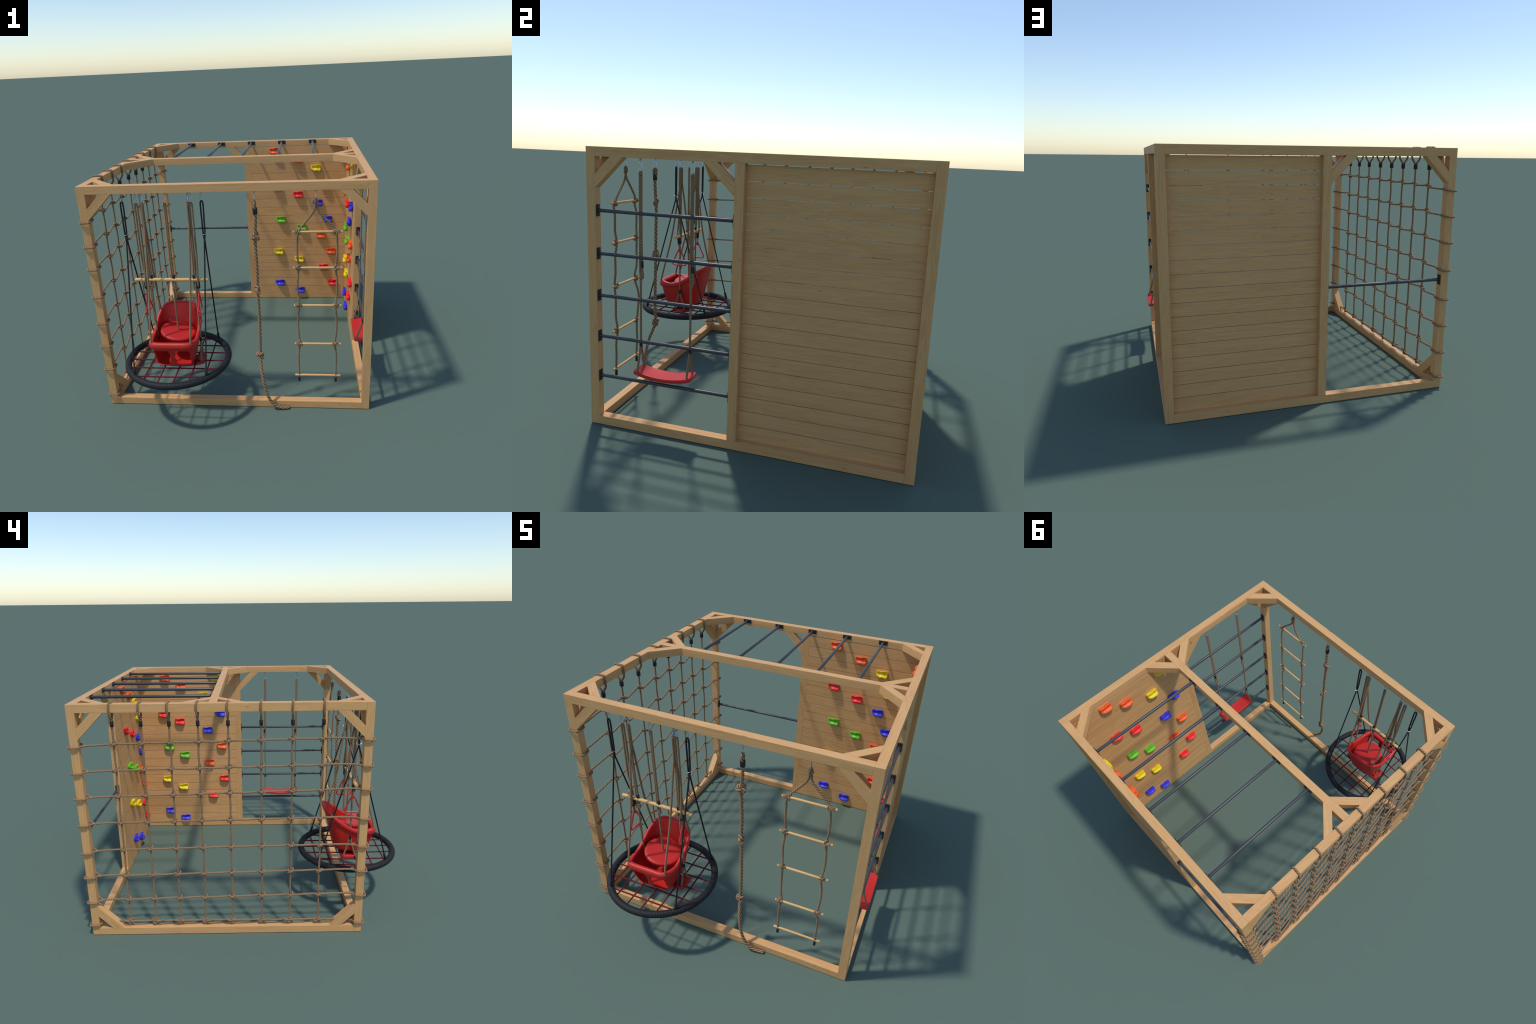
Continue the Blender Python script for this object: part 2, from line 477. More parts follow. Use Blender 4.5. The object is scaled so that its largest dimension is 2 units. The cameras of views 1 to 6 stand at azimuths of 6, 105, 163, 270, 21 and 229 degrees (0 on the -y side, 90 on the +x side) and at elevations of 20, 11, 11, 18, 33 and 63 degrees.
HOLD_ME = {c: hold_mesh(m) for c, m in HOLD.items()}
RIGHT = [('O', .7128, 1.3666), ('O', .5808, 1.2942), ('Y', .2920, 1.3650), ('Y', .3955, 1.2160), ('R', .7440, 1.0550),
         ('R', .6045, .9903), ('B', .2530, 1.0585), ('B', .3658, .9122), ('G', .7084, .7636), ('G', .5756, .6900),
         ('O', .2470, .7684), ('O', .3592, .6155), ('Y', .7390, .4655), ('Y', .6025, .3902), ('R', .2295, .4670),
         ('R', .3351, .3068), ('B', .7320, .1612), ('B', .5962, .0893)]
BACK = [('O', .1733, 1.3680), ('O', .3620, 1.2920), ('Y', .5256, 1.2172), ('Y', .5970, 1.0660), ('R', .1887, 1.0560),
        ('R', .3700, .9904), ('B', .5393, .9148), ('B', .6245, .7655), ('G', .2167, .7676), ('G', .3992, .6924),
        ('O', .5650, .6190), ('O', .6543, .4679), ('Y', .1899, .4682), ('Y', .3731, .3912), ('R', .5892, .3138),
        ('R', .6700, .1615), ('B', .1943, .1620), ('B', .3790, .0876)]
for c, y, z in RIGHT:   # faces -x
    Rr = Matrix.Rotation(math.radians(90), 4, 'Z')
    add("climbing_hold", HOLD_ME[c], ROOT, mat=Matrix.Translation((xi1, y, z)) @ Rr)
for c, x, z in BACK:    # faces -y
    add("climbing_hold", HOLD_ME[c], ROOT, mat=Matrix.Translation((x, yi1, z)) @ Matrix.Rotation(math.pi, 4, 'Z'))

# ------------------------------------------------------------------ knots
def trefoil(scale, flat=1.0, n=36):
    t = np.linspace(0, 2 * np.pi, n, endpoint=False)
    return np.stack([np.sin(t) + 2 * np.sin(2 * t), np.cos(t) - 2 * np.cos(2 * t), -np.sin(3 * t) * flat], -1) / 3 * scale

# ------------------------------------------------------------------ cargo net on the left side
NET = empty("cargo_net", ROOT)
NX, NR = -0.8200, 0.0060
COLS = [.746, .588, .433, .275, .109, -.074, -.248, -.419]
ROWS = [(1.226, 1.248), (1.072, 1.094), (.916, .942), (.751, .770), (.577, .595), (.404, .425), (.238, .260), (.082, .079)]
WRAP_B = [1.214, 1.063, .909, .744, .566, .402, .231, .072]
WRAP_F = [1.243, 1.092, .950, .769, .591, .428, .262, .069]
def row_z(i, y):
    a, b = ROWS[i]
    return a + (b - a) * (0.746 - y) / (0.746 + 0.419)

for y in COLS:
    jit = lambda s: float(RNG.uniform(-s, s))
    pts = [(NX, y, 1.352)]
    for i in range(8):
        z = row_z(i, y)
        if i:
            zm = (pts[-1][2] + z) / 2
            pts.append((NX + jit(.002), y + jit(.003), zm))
        pts.append((NX, y + jit(.0015), z))
    pts.append((NX, y, .062))
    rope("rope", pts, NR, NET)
    # hanging loop over the beam
    o = 0.0062
    loop = [(NX - .003, y, 1.345), (NX - .009, y, 1.365), (XL - .002, y + .001, 1.390), (XL - o, y + .002, 1.410), (XL - o, y + .002, H - .010),
            (XL - o * .3, y + .001, H + o * .8), (XL + .012, y, H + o), (xi0 - .012, y - .002, H + o), (xi0 + o * .3, y - .002, H + o * .8),
            (xi0 + o, y - .002, H - .010), (xi0 + o, y - .002, 1.410), (xi0 + .002, y - .001, 1.390), (NX + .009, y, 1.365), (NX + .003, y, 1.345)]
    rope("rope", loop, 0.0064, NET)
    sl = sleeve((NX, y, 1.3250), (NX, y, 1.3570), 0.0102, NET)
    sl.matrix_local = Matrix.Translation((NX, y, 1.3410)) @ Matrix.Diagonal((1.3, 1, 1, 1)) @ Vector((1, 0, 0)).rotation_difference(Vector((0, 0, 1))).to_matrix().to_4x4()

# rows, tied round the corner posts
def wrap_pts(yc0, yc1, ysign, z, rz):
    """Loop around a post whose inner face is yc0 and outer face yc1; starts and ends at the tie."""
    o = 0.0110
    ex = yc0 - ysign * 0.016
    pts = [(NX - .002, ex - ysign * .012, rz), (NX - .012, ex + ysign * .010, rz - .002), (XL - o * .75, yc0 + ysign * .002, z), (XL - o, yc0 + ysign * .012, z),
           (XL - o, yc1 - ysign * .008, z - .001), (XL - o * .25, yc1 + ysign * o * .95, z - .001), (XL + .010, yc1 + ysign * o, z),
           (xi0 - .010, yc1 + ysign * o, z + .001), (xi0 + o * .25, yc1 + ysign * o * .9, z + .002), (xi0 + o * .9, yc1 - ysign * .008, z + .004),
           (xi0 + o * .8, yc0 + ysign * .004, z + .007), (NX + .016, ex + ysign * .008, rz + .006), (NX + .006, ex - ysign * .004, rz + .005)]
    return pts
for i in range(8):
    back, front = WRAP_B[i], WRAP_F[i]
    pb = wrap_pts(yi1, YB, 1, back, (back * .7 + row_z(i, .85) * .3))
    pf = wrap_pts(yi0, YF, -1, front, (front * .7 + row_z(i, -.55) * .3))
    mid = []
    for n, y in enumerate(COLS):
        z = row_z(i, y)
        d, o = (.0038, .0085) if i < 7 else (.001, .004)
        mid += [(NX + o, y + .015, z - d), (NX - .004, y, z), (NX - o, y - .015, z + d)]
        if n < 7:
            ym = (y + COLS[n + 1]) / 2
            mid.append((NX, ym, row_z(i, ym) - .001 + float(RNG.uniform(-.0015, .0015))))
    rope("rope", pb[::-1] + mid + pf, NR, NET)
    for p in (pb[0], pf[0]):       # seizing where the loop closes
        rod("lashing", (p[0] + .003, p[1] - .004, p[2] + .002), (p[0] + .003, p[1] + .004, p[2] + .002), 0.0075, ROPE, NET)

def net_knot(r=NR):
    """Hitch round an upright; a = towards the front post, b = up, c = outwards."""
    P = [(-.021, -.006, .006), (-.009, -.005, .0115), (.002, .002, .0135), (.010, .012, .0095), (.0135, .0165, .0010), (.007, .011, -.0105),
         (-.006, .005, -.0115), (-.0165, .003, -.0045), (-.0165, .004, .0050), (-.006, .003, .0130), (.008, -.001, .0115), (.020, .004, .005)]
    return rope_mesh("knot", [(-c, -a, b) for a, b, c in P], r * .92)
KNOTS = [net_knot()]
def bottom_knot(s):
    base = trefoil(.0185, .55)
    return rope_mesh("knot", base, NR * 1.0, closed=True)
BKNOT = bottom_knot(1)
for n, y in enumerate(COLS):
    for i in range(7):
        a = float(RNG.uniform(-.3, .3))
        M = Matrix.Translation((NX, y, row_z(i, y))) @ Matrix.Rotation(a, 4, 'Z') @ Matrix.Rotation(float(RNG.uniform(-.12, .12)) + (math.pi if n == 7 else 0), 4, 'X')
        add("knot", KNOTS[0], NET, mat=M)
    z = row_z(7, y) - .004
    M = Matrix.Translation((NX, y, z)) @ Matrix.Rotation(math.radians(90), 4, 'Y') @ Matrix.Rotation(float(RNG.uniform(0, 6.28)), 4, 'Z')
    add("knot", BKNOT, NET, mat=M)
    s = -1 if n % 2 else 1
    rope("rope", [(NX + .006, y, z + .002), (NX - .008, y + s * .016, z + .004), (NX - .010, y + s * .030, z + .010), (NX - .006, y + s * .045, z + .013)], NR * .95, NET)
    rope("rope", [(NX - .006, y, z), (NX + .010, y - s * .012, z + .008), (NX + .013, y - s * .022, z + .016)], NR * .95, NET)

# ------------------------------------------------------------------ hooks
def carabiner_mesh(length=0.052, w=0.0098, r=0.0017):
    pts = [(0, 0, 0), (w*.62, 0, -.005), (w*.45, 0, -.012), (w*.62, 0, -length*.5), (w, 0, -length*.78), (w*.75, 0, -length*.93), (0, 0, -length),
           (-w*.75, 0, -length*.93), (-w, 0, -length*.78), (-w*.62, 0, -length*.5), (-w*.45, 0, -.012), (-w*.62, 0, -.005)]
    return tube_mesh("carabiner", pts, r, ZINC, step=.003, closed=True, k=8)
CARAB = carabiner_mesh()
SMALLCARAB = carabiner_mesh(0.040, 0.0080, 0.0016)
def eye_mesh():
    t = np.linspace(0, 2 * np.pi, 16, endpoint=False)
    ring = np.stack([np.zeros_like(t), .0062 * np.cos(t), .0062 * np.sin(t)], -1)
    v1, q1, _ = tube_data(catmull(ring, .002, True), np.full(8, .0018), np.zeros(len(catmull(ring, .002, True))), True)
    sh = np.array([(0, 0, .006), (0, 0, .016)])
    v2, q2, _ = tube_data(sh, np.full(8, .0024), np.zeros(2))
    return mesh_from("eye_bolt", np.concatenate([v1, v2]), np.concatenate([q1, q2 + len(v1)]), (ZINC,), True)
EYE = eye_mesh()
def hang(parent, x, y, turn):
    """Eye bolt under the beam and a snap hook; turn=0 lays the hook in the x-z plane."""
    add("eye_bolt", EYE, parent, mat=Matrix.Translation((x, y, zt - .0065)) @ Matrix.Rotation(turn, 4, 'Z'))
    add("carabiner", CARAB, parent, mat=Matrix.Translation((x, y, zt - .006)) @ Matrix.Rotation(turn, 4, 'Z'))

SR = 0.0060      # swing rope radius
YH = YF + h      # hanging line under the front beam
ZTOP = 1.351

def unit(axis):
    return np.array([1.0, 0, 0]) if axis == 'x' else np.array([0, 1.0, 0])

def adjustable(parent, x, y, axis, end, zt_=ZTOP, flip=1, zclip=0.812, turn=None):
    """Two-strand adjustable hanging rope: the main strand runs to `end`, the return
    strand stops at a sleeve and closes in a loop that a small hook clips to the main one."""
    u = unit(axis) * flip
    P = np.array([x, y, 0.0])
    def at(s, z): return tuple(P + u * s + np.array([0, 0, z]))
    hang(parent, x, y, 0 if axis == 'x' else math.pi / 2) if turn is None else hang(parent, x, y, turn)
    zc = zclip
    main = [at(-.0005, zt_ - .003), at(-.0035, zt_ - .012), at(-.0038, zt_ - .05), at(-.0036, 1.1), at(-.0040, zc + .12), at(-.0030, zc + .04), at(0, zc - .03)]
    pts = main + [tuple(e) for e in end]
    rope("rope", pts, SR, parent)
    ret = [at(0.0005, zt_ - .003), at(.0040, zt_ - .012), at(.0042, zt_ - .05), at(.0040, 1.1), at(.0060, zc + .12), at(.0085, zc + .05), at(.0120, zc + .022), at(.0085, zc + .008), at(.0020, zc + .012), at(.0040, zc + .03)]
    rope("rope", ret, SR, parent)
    sleeve(at(.0080, zc + .062), at(.0072, zc + .097), 0.0072, parent)
    M = Matrix.Translation(at(-.003, zc + .026)) @ Matrix.Rotation(0 if axis == 'x' else math.pi / 2, 4, 'Z') @ Matrix.Rotation(.25, 4, 'X')
    add("carabiner", SMALLCARAB, parent, mat=M)

# ------------------------------------------------------------------ board swings
def board_seat_mesh():
    """Curved plastic seat: local X along its length, origin under the hooks at z = 0 world."""
    L, B, T = 0.1530, 0.0500, 0.0190
    nu, nv = 48, 16
    def zc(x): return 0.3250 + 1.0 * x * x
    V = []
    for i in range(nu + 1):
        for j in range(nv + 1):
            u, v = -1 + 2 * i / nu, -1 + 2 * j / nv
            x, y = u * L, v * B
            c = .018                                   # rounded corners in plan
            ax, ay = abs(x) - (L - c), abs(y) - (B - c)
            if ax > 0 and ay > 0:
                k = max(ax, ay) / math.hypot(ax, ay)
                x = math.copysign(L - c + ax * k, x); y = math.copysign(B - c + ay * k, y)
            V.append((x, y, zc(x) + 0.0015 * (y / B) ** 4))
    F = []
    for i in range(nu):
        for j in range(nv):
            a = i * (nv + 1) + j
            F.append((a, a + nv + 1, a + nv + 2, a + 1))
    me = mesh_from("seat", V, F, (PLASTIC,), True)
    ob = bpy.data.objects.new("seat", me); link(ob)
    m = ob.modifiers.new("s", 'SOLIDIFY'); m.thickness = T; m.offset = -1
    b = ob.modifiers.new("b", 'BEVEL'); b.width = 0.0035; b.segments = 3; b.limit_method = 'ANGLE'; b.angle_limit = math.radians(50)
    me = apply_mods(ob)
    bpy.data.objects.remove(ob)
    me.polygons.foreach_set("use_smooth", np.full(len(me.polygons), True))
    return me
SEAT = board_seat_mesh()

def board_swing(cx, cy, axis):
    S = empty("board_swing", ROOT)
    u = unit(axis); w = unit('y' if axis == 'x' else 'x')
    turn = 0 if axis == 'x' else math.pi / 2
    add("seat", SEAT, S, mat=Matrix.Translation((cx, cy, 0)) @ Matrix.Rotation(turn, 4, 'Z'))
    for s in (-1, 1):
        p = np.array([cx, cy, 0]) + u * s * 0.135
        fl = 1 if axis == 'y' else -s
        low = [tuple(p + (0, 0, .60)), tuple(p + (0, 0, .475))]
        up = np.array([0, 0, 1.0])
        adjustable(S, p[0], p[1], axis, low, flip=fl, turn=turn + math.pi / 2 * 0)
        sleeve(tuple(p + up * .458), tuple(p + up * .490), 0.0082, S)
        for t in (-1, 1):
            rope("rope", [tuple(p + w * t * .004 + up * .465), tuple(p + w * t * .012 + up * .43), tuple(p + w * t * .035 + up * .350), tuple(p + w * t * .038 + up * .330)], SR, S)
    return S
board_swing(0.8055, -0.2740, 'y')
board_swing(-0.3450, YH, 'x')

# ------------------------------------------------------------------ disc swing
DS = empty("disc_swing", ROOT)
adjustable(DS, -0.3455, YH, 'x', [(-0.3475, YH + .004, .68), (-0.3480, YH + .008, .545), (-0.348, YH + .008, .520)], flip=1)
prof = [(0, .4860), (.06, .4860), (.085, .4890), (.100, .4970), (.1080, .5070), (.1095, .5150), (.1070, .5220), (.0990, .5255), (.06, .5265), (0, .5270)]
pc = catmull([(r, 0, z) for r, z in prof], .006)
seg = 72
V, F = [], []
for r, _, z in pc:
    for j in range(seg):
        a = 2 * math.pi * j / seg
        V.append((max(r, 1e-5) * math.cos(a), max(r, 1e-5) * math.sin(a), z - .527))
for i in range(len(pc) - 1):
    for j in range(seg):
        F.append((i*seg+j, i*seg+(j+1) % seg, (i+1)*seg+(j+1) % seg, (i+1)*seg+j))
add("disc", mesh_from("disc", V, F, (PLASTIC,), True), DS, mat=Matrix.Translation((-0.3470, YH + .010, .536)) @ Matrix.Rotation(.19, 4, "Y") @ Matrix.Rotation(.03, 4, "X"))

# ------------------------------------------------------------------ trapeze bar with rings
TR = empty("trapeze_swing", ROOT)
rod("bar", (-0.5760, YH, .8775), (-0.1330, YH, .8755), 0.0104, DOWEL, TR, bev=.002)
def gym_ring_mesh():
    pts = [(0, 0, 0), (0, .010, -.012), (0, .0335, -.063), (0, .0500, -.099), (0, .0470, -.1105), (0, .0370, -.1145), (0, 0, -.1150),
           (0, -.0370, -.1145), (0, -.0470, -.1105), (0, -.0500, -.099), (0, -.0335, -.063), (0, -.010, -.012)]
    C = catmull(pts, .003, True)
    v1, q1, _ = tube_data(C, np.full(12, .0047), np.zeros(len(C)), True)
    hub = catmull([(0, 0, -.020), (0, 0, -.010), (0, 0, .003), (0, 0, .014)], .003)
    v2, q2, _ = tube_data(hub, np.full(12, .0062), np.zeros(len(hub)))
    return mesh_from("gym_ring", np.concatenate([v1, v2]), np.concatenate([q1, q2 + len(v1)]), (RINGRED,), True)
GR = gym_ring_mesh()
for x, s in ((-0.5125, 1), (-0.1960, -1)):
    hang(TR, x, YH, 0)
    rope("rope", [(x - .0005, YH, ZTOP - .003), (x - .0055, YH, ZTOP - .012), (x - .0070, YH, 1.28), (x - .0070, YH, 1.05), (x - .005, YH + .010, .93), (x - .002, YH + .011, .88), (x, YH + .006, .84), (x, YH, .795)], SR, TR)
    rope("rope", [(x + .0005, YH, ZTOP - .003), (x + .0055, YH, ZTOP - .012), (x + .0070, YH, 1.28), (x + .0070, YH, 1.05), (x + .006, YH - .008, .93), (x + .004, YH - .012, .88), (x + .002, YH - .008, .84), (x, YH, .800)], SR, TR)
    sleeve((x, YH, .822), (x, YH, .862), 0.0125, TR)
    add("carabiner", SMALLCARAB, TR, mat=Matrix.Translation((x + s * -.004, YH - .010, .932)) @ Matrix.Rotation(.6, 4, 'Z'))
    add("gym_ring", GR, TR, loc=(x - .0005, YH + .002, .7860))

# ------------------------------------------------------------------ toddler bucket swing
TS = empty("toddler_swing", ROOT)
TX = -0.3545
ZB = 0.359
def interp(x, xs, ys): return float(np.interp(x, xs, ys))
def rim_z(y):
    return interp(y, [-.85, -.78, -.73, -.69, -.65, -.61, -.575, -.54, -.515, -.50], [.519, .513, .514, .524, .543, .570, .598, .628, .648, .654])
def outline(th, z):
    hx = interp(z, [.356, .44, .50, .56, .655], [.104, .119, .129, .131, .127])
    yf = interp(z, [.356, .48, .53, .66], [-.796, -.824, -.832, -.838])
    yb = interp(z, [.356, .655], [-.580, -.508])
    c, s = math.cos(th), math.sin(th)
    # squarer at the front (s<0), rounder at the back
    p = .28 if s < 0 else .52
    x = hx * math.copysign(abs(c) ** p, c)
    y = (yf + yb) / 2 + (yb - yf) / 2 * math.copysign(abs(s) ** (.28 if s < 0 else .52), s)
    return x, y
def rim_point(th):
    z = .53
    for _ in range(25):
        x, y = outline(th, z)
        z = .5 * z + .5 * rim_z(y)
    return x, y, z
NT = 160
SL = [0, .10, .16, .28, .40, .54, .66, .76, .88, 1.0]
ths = []
V, F = [], []
# even spacing along the rim rather than in the angle
fine = np.linspace(-math.pi, math.pi, 1601)
rp_ = np.array([rim_point(t) for t in fine])
cum = np.concatenate([[0], np.cumsum(np.linalg.norm(np.diff(rp_, axis=0), axis=1))])
ths = np.interp(np.linspace(0, cum[-1], NT, endpoint=False), cum, fine)
for th in ths:
    xr, yr, zr = rim_point(th)
    for s in SL:
        z = ZB + (zr - ZB) * s
        x, y = outline(th, z)
        if s == 0:
            x *= .97; y = -.689 + (y + .689) * .97
        V.append((x, y, z))
K = len(SL)
for i in range(NT):
    i2 = (i + 1) % NT
    for j in range(K - 1):
        a = [i * K + j, i2 * K + j, i2 * K + j + 1, i * K + j + 1]
        cxm = sum(V[k][0] for k in a) / 4; cym = sum(V[k][1] for k in a) / 4
        if 1 <= j <= 6 and cym < -.775:
            waist = .0145 + .008 * (abs((SL[j] + SL[j+1]) / 2 - .44) / .32) ** 2
            if waist < abs(cxm) < .103:
                continue
        F.append(tuple(a))
floor = [i * K for i in range(NT)]
c0 = len(V); V.append((0, -.69, ZB - .002))
for i in range(NT):
    F.append((floor[(i + 1) % NT], floor[i], c0))
me = mesh_from("seat", V, F, (PLASTIC,), True)
ob = add("seat", me, TS, loc=(TX, 0, 0))
m = ob.modifiers.new("s", 'SOLIDIFY'); m.thickness = .0085; m.offset = 0; m.use_rim = True
m = ob.modifiers.new("d", 'SUBSURF'); m.levels = 1; m.render_levels = 1
apply_mods(ob)
ob.data.polygons.foreach_set("use_smooth", np.full(len(ob.data.polygons), True))
# padded rim
RV, RF = [], []
KR = 20
for i, th in enumerate(ths):
    x, y, z = rim_point(th)
    x2, y2, z2 = rim_point(ths[(i + 1) % NT]); x1, y1, z1 = rim_point(ths[i - 1])
    T = Vector((x2 - x1, y2 - y1, z2 - z1)).normalized()
    n = Vector((T.y, -T.x, 0)).normalized()
    if n.dot(Vector((x, y + .68, 0))) < 0: n = -n
    b = T.cross(n).normalized()
    if b.z < 0: b = -b
    f = min(1, max(0, (-.735 - y) / .075)); f = f * f * (3 - 2 * f)
    g = min(1, max(0, (y + .60) / .08))
    a_n = .0115 + .0050 * f - .003 * g; a_b = .0150 + .0075 * f - .005 * g
    off = .006 + .0 * f
    for k in range(KR):
        an = 2 * math.pi * k / KR
        ca, sa = math.cos(an), math.sin(an)
        ca = math.copysign(abs(ca) ** .8, ca); sa = math.copysign(abs(sa) ** .8, sa)
        p = Vector((x, y, z)) + n * (off - .006 * f + a_n * ca) + b * (a_b * sa)
        RV.append(p)
for i in range(NT):
    i2 = (i + 1) % NT
    for k in range(KR):
        k2 = (k + 1) % KR
        RF.append((i * KR + k, i2 * KR + k, i2 * KR + k2, i * KR + k2))
me = mesh_from("rim", RV, RF, (PLASTIC,), True)
bm = bmesh.new(); bm.from_mesh(me); bmesh.ops.recalc_face_normals(bm, faces=bm.faces); bm.to_mesh(me); bm.free()
add("rim", me, TS, loc=(TX, 0, 0))
for s in (-1, 1):
    hx_ = -0.3450 + s * 0.1345
    q = hx_ - s * .004
    add("carabiner", CARAB, TS, mat=Matrix.Translation((q, YH, zt - .006)) @ Matrix.Rotation(math.pi / 2 + .5, 4, 'Z'))
    xf, xb = TX + s * .1195, TX + s * .124
    rope("rope", [(q, YH - .0005, ZTOP - .003), (q, YH - .0055, ZTOP - .012), (q, YH - .0065, 1.30), (q, YH - .0075, 1.22), (q + (xf - q) * .1, YH - .022, 1.145), (q + (xf - q) * .5, -.742, .86), (xf, -.8240, .545), (xf, -.826, .522)], SR, TS)
    rope("rope", [(q, YH + .0005, ZTOP - .003), (q, YH + .0055, ZTOP - .012), (q, YH + .0065, 1.30), (q, YH + .0085, 1.235), (q + (xb - q) * .1, YH + .022, 1.14), (q + (xb - q) * .5, -.612, .88), (xb, -.552, .612), (xb - s * .002, -.548, .585)], SR, TS)
    add("carabiner", SMALLCARAB, TS, mat=Matrix.Translation((q, YH, 1.236)) @ Matrix.Rotation(math.pi / 2, 4, 'Z') @ Matrix.Scale(.55, 4))

# ------------------------------------------------------------------ nest swing
NS = empty("nest_swing", ROOT)
NC = np.array([-0.3602, -0.6672, 0.3406]); NRR, NRT = 0.3117, 0.0210
nth, nph, nrid = 1040, 20, 130
th = np.linspace(0, 2 * np.pi, nth, endpoint=False)[:, None]
ph = np.linspace(0, 2 * np.pi, nph, endpoint=False)[None, :]
rr = NRT - .0011 * np.abs(np.sin((th * nrid + ph) / 2)) ** 6
rad = NRR + rr * np.cos(ph)
Vn = np.stack([rad * np.cos(th), rad * np.sin(th), rr * np.sin(ph) + 0 * th], -1).reshape(-1, 3)
i = np.arange(nth)[:, None]; j = np.arange(nph)[None, :]
q = np.stack([i*nph+j, ((i+1) % nth)*nph+j, ((i+1) % nth)*nph+(j+1) % nph, i*nph+(j+1) % nph], -1).reshape(-1, 4)
add("padded_ring", mesh_from("padded_ring", Vn, q, (RUBBER,), True), NS, loc=tuple(NC))
RM = (NETRED, NETRED_D)
for x in (-.597, -.519, -.426, -.334, -.243, -.158):
    c = math.sqrt(max(0, (NRR - .006) ** 2 - (x - NC[0]) ** 2))
    rope("net_cord", [(x, NC[1] - c, NC[2] - .004), (x, NC[1], NC[2] - .006), (x, NC[1] + c, NC[2] - .004)], .0047, NS, mats=RM)
for y in (-.440, -.524, -.611, -.702, -.793, -.886):
    c = math.sqrt(max(0, (NRR - .006) ** 2 - (y - NC[1]) ** 2))
    rope("net_cord", [(NC[0] - c, y, NC[2] + .003), (NC[0], y, NC[2] + .002), (NC[0] + c, y, NC[2] + .003)], .0047, NS, mats=RM)
for s, hx_ in ((-1, -.5950), (1, -.1335)):
    hang(NS, hx_, YH, 0)
    zc = 1.143
    loop = [(hx_ - .0015 , YH, zc - .012), (hx_ - .0055, YH, zc + .03), (hx_ - .0065, YH, zc + .10), (hx_ - .0075, YH, 1.335), (hx_ - .0055, YH, 1.350), (hx_, YH, 1.3555),
            (hx_ + .0055, YH, 1.350), (hx_ + .0075, YH, 1.335), (hx_ + .0065, YH, zc + .10), (hx_ + .0055, YH, zc + .03), (hx_ + .0015, YH, zc - .012)]
    tube("cord", loop, .0047, CORD, NS)
    t = np.linspace(0, 2 * np.pi, 20, endpoint=False)
    ring = np.stack([.0105 * np.cos(t), .0170 * np.sin(t), .006 * np.cos(t) - .006 * np.sin(t)], -1) + (hx_, YH, zc + .012)
    tube("clip_ring", ring, .0018, ZINC, NS, closed=True, step=.003, k=8)
    ex = NC[0] + s * .217
    for ty in (-1, 1):
        ey = NC[1] + ty * .2180
        d = Vector((ex, ey, .385)) - Vector((hx_, YH, zc)); d.normalize()
        tube("cord", [(hx_, YH, zc), (ex, ey, .372)], .0044, CORD, NS)
        e = Vector((ex, ey, .372))
        rod("sleeve", tuple(e - d * .030), tuple(e + d * .012), .0080, SLEEVE, NS, bev=.003, seg=14)

# ------------------------------------------------------------------ knotted climbing rope
CRP = empty("climbing_rope", ROOT)
CR = .0100
hang(CRP, .1635, YH, math.pi / 2)
path = [(.1648, YH, 1.290), (.1650, YH, 1.270), (.1640, YH, 1.235), (.1610, -.667, 1.185), (.1585, -.665, 1.140), (.1570, -.664, 1.08), (.1600, -.664, .96), (.1595, -.665, .87), (.1590, -.666, .810),
        (.1600, -.666, .74), (.1620, -.667, .58), (.1595, -.667, .43), (.1570, -.667, .360), (.1600, -.682, .310), (.1680, -.704, .250), (.1790, -.717, .185), (.1910, -.721, .130),
        (.2070, -.722, .085), (.2290, -.7205, .048), (.2560, -.7175, .0230), (.2920, -.7120, .0115), (.3290, -.7050, .0095)]
rope("rope", path, CR, CRP)
rope("rope", [(.1645, YH - .0040, 1.280), (.1645, YH - .0050, 1.300), (.1640, YH - .0085, 1.322), (.1635, YH - .006, 1.340), (.1635, YH + .003, 1.343), (.1640, YH + .0090, 1.328), (.1645, YH + .0055, 1.300), (.1650, YH + .004, 1.280)], CR * .85, CRP)
rod("sleeve", (.1645, YH, 1.273), (.1640, YH, 1.309), .0134, SLEEVE, CRP, bev=.002, seg=20)
def overhand_mesh(r, s):
    c = trefoil(s, .9)
    return rope_mesh("knot", c, r, closed=True)
BIGK = overhand_mesh(CR * .95, .0222)
for (x, y, z), a in (((.158, -.664, 1.140), .3), ((.159, -.666, .810), 1.6), ((.157, -.667, .362), 2.9)):
    M = Matrix.Translation((x, y, z)) @ Matrix.Rotation(a, 4, 'Z') @ Matrix.Rotation(math.radians(75), 4, 'X') @ Matrix.Rotation(a * 2, 4, 'Z')
    add("knot", BIGK, CRP, mat=M)

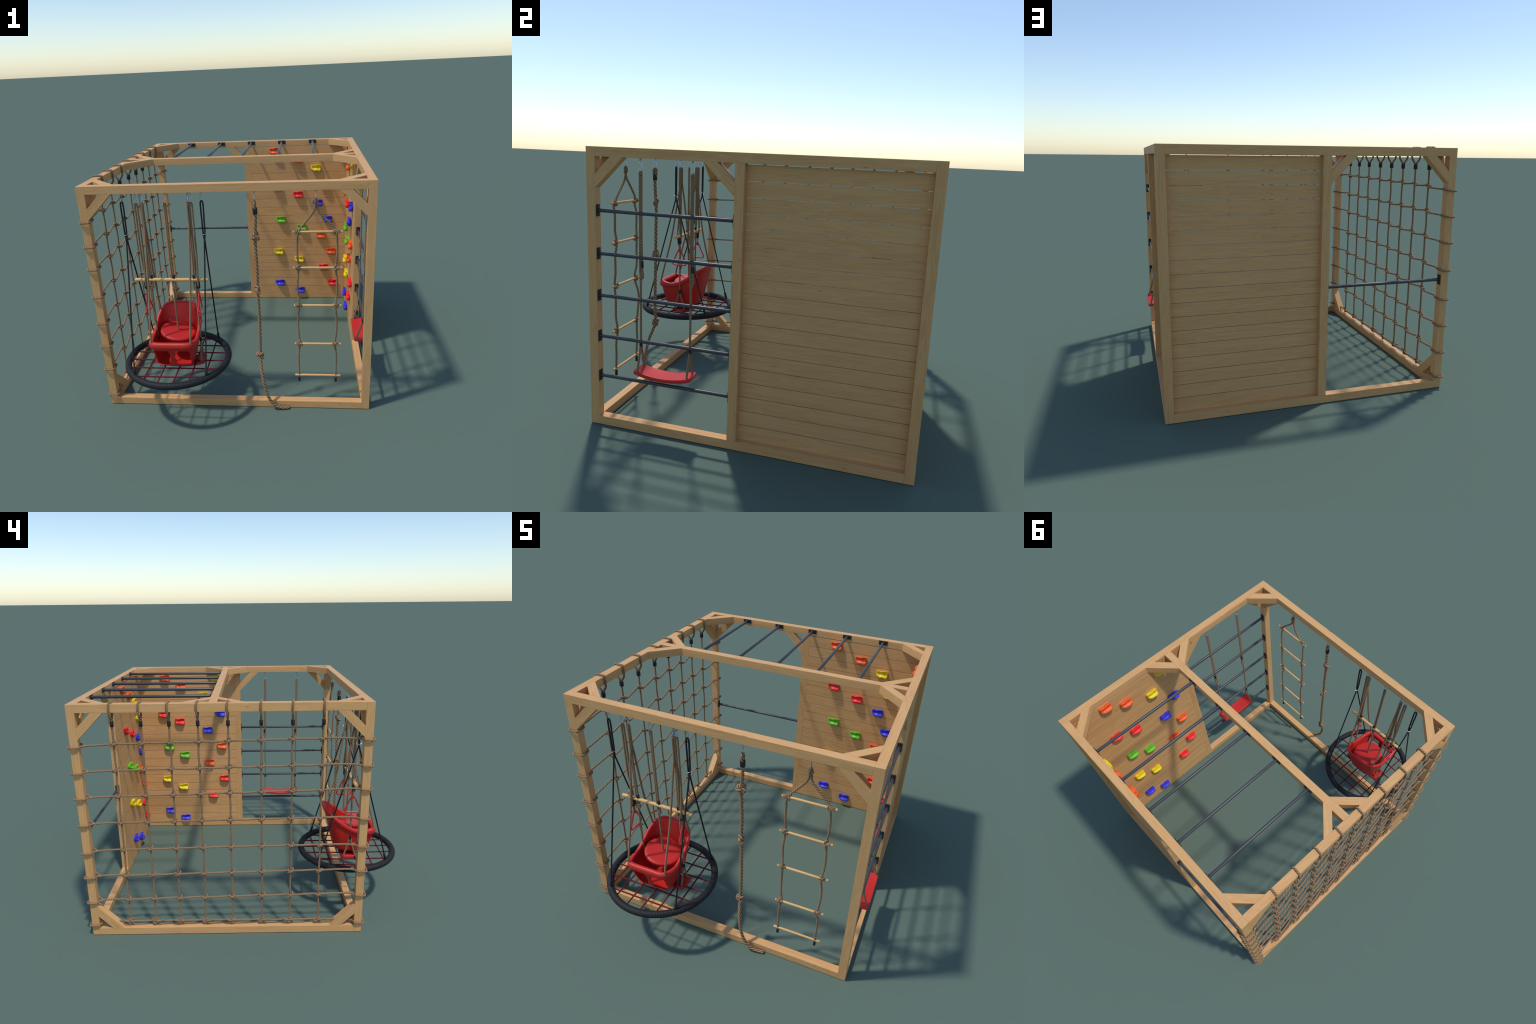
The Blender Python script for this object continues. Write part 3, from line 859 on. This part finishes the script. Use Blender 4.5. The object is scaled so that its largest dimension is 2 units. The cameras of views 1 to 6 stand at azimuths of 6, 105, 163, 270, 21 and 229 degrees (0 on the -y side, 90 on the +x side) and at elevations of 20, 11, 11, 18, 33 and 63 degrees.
# ------------------------------------------------------------------ rope ladder
LD = empty("rope_ladder", ROOT)
hang(LD, .5020, YH, math.pi / 2)
RZ = [1.1650, .9485, .7090, .4508, .2280]
for z in RZ:
    rod("rung", (.3710, YH, z), (.6490, YH, z), .0067, DOWEL, LD, bev=.0012, seg=14)
LK = overhand_mesh(SR * .98, .0158)
for s, xk in ((-1, .4020), (1, .6145)):
    top = [(.5030 + s * .004, YH + s * .004, 1.322), (.5030 + s * .010, YH, 1.290)]
    if s < 0:
        top += [(.478, YH + .006, 1.263), (.440, YH + .008, 1.215), (.413, YH + .004, 1.182)]
    else:
        top += [(.535, YH, 1.262), (.578, YH, 1.215), (.606, YH, 1.183)]
    pts = list(top)
    for n, z in enumerate(RZ):
        o = (.008 if n % 2 else -.008)
        pts.append((xk + (s * .006 if n == 4 else 0), YH + (o if n < 4 else 0), z))
        if n < 4:
            zn = RZ[n + 1]; b = s * (.008 if n else .007)
            yo = .016 if (n == 2 and s < 0) else .003
            pts += [(xk + b * .8, YH + yo * .7, z * .7 + zn * .3), (xk + b, YH + yo, (z + zn) / 2), (xk + b * .8, YH + yo * .7, z * .3 + zn * .7)]
    pts.append((xk + s * .006, YH, .195))
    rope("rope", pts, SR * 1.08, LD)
    sleeve((xk + s * .006, YH, .184), (xk + s * .006, YH, .218), .0075, LD)
    for n, z in enumerate(RZ[:4]):
        a = float(RNG.uniform(-.4, .4)) + (0 if s < 0 else math.pi)
        M = Matrix.Translation((xk, YH, z)) @ Matrix.Rotation(a, 4, 'Z') @ Matrix.Rotation(math.radians(80 + RNG.uniform(-25, 25)), 4, 'X') @ Matrix.Rotation(float(RNG.uniform(0, 6)), 4, 'Z')
        add("knot", LK, LD, mat=M)
        rope("rope", [(xk - .004, YH - .010, z + .004), (xk - .014, YH - .008, z + .006), (xk - .024, YH + .001, z + .009)] if s < 0 else
             [(xk + .004, YH - .010, z), (xk + .014, YH - .008, z - .002), (xk + .023, YH + .002, z + .006)], SR * .9, LD)
M = Matrix.Translation((.5030, YH, 1.334)) @ Matrix.Rotation(math.radians(80), 4, 'X')
add("knot", overhand_mesh(SR * .95, .0115), LD, mat=M)
rope("rope", [(.5000, YH - .006, 1.325), (.4990, YH - .008, 1.345), (.5020, YH, 1.357), (.5050, YH + .008, 1.345), (.5040, YH + .006, 1.325)], SR, LD)

bpy.context.view_layer.update()
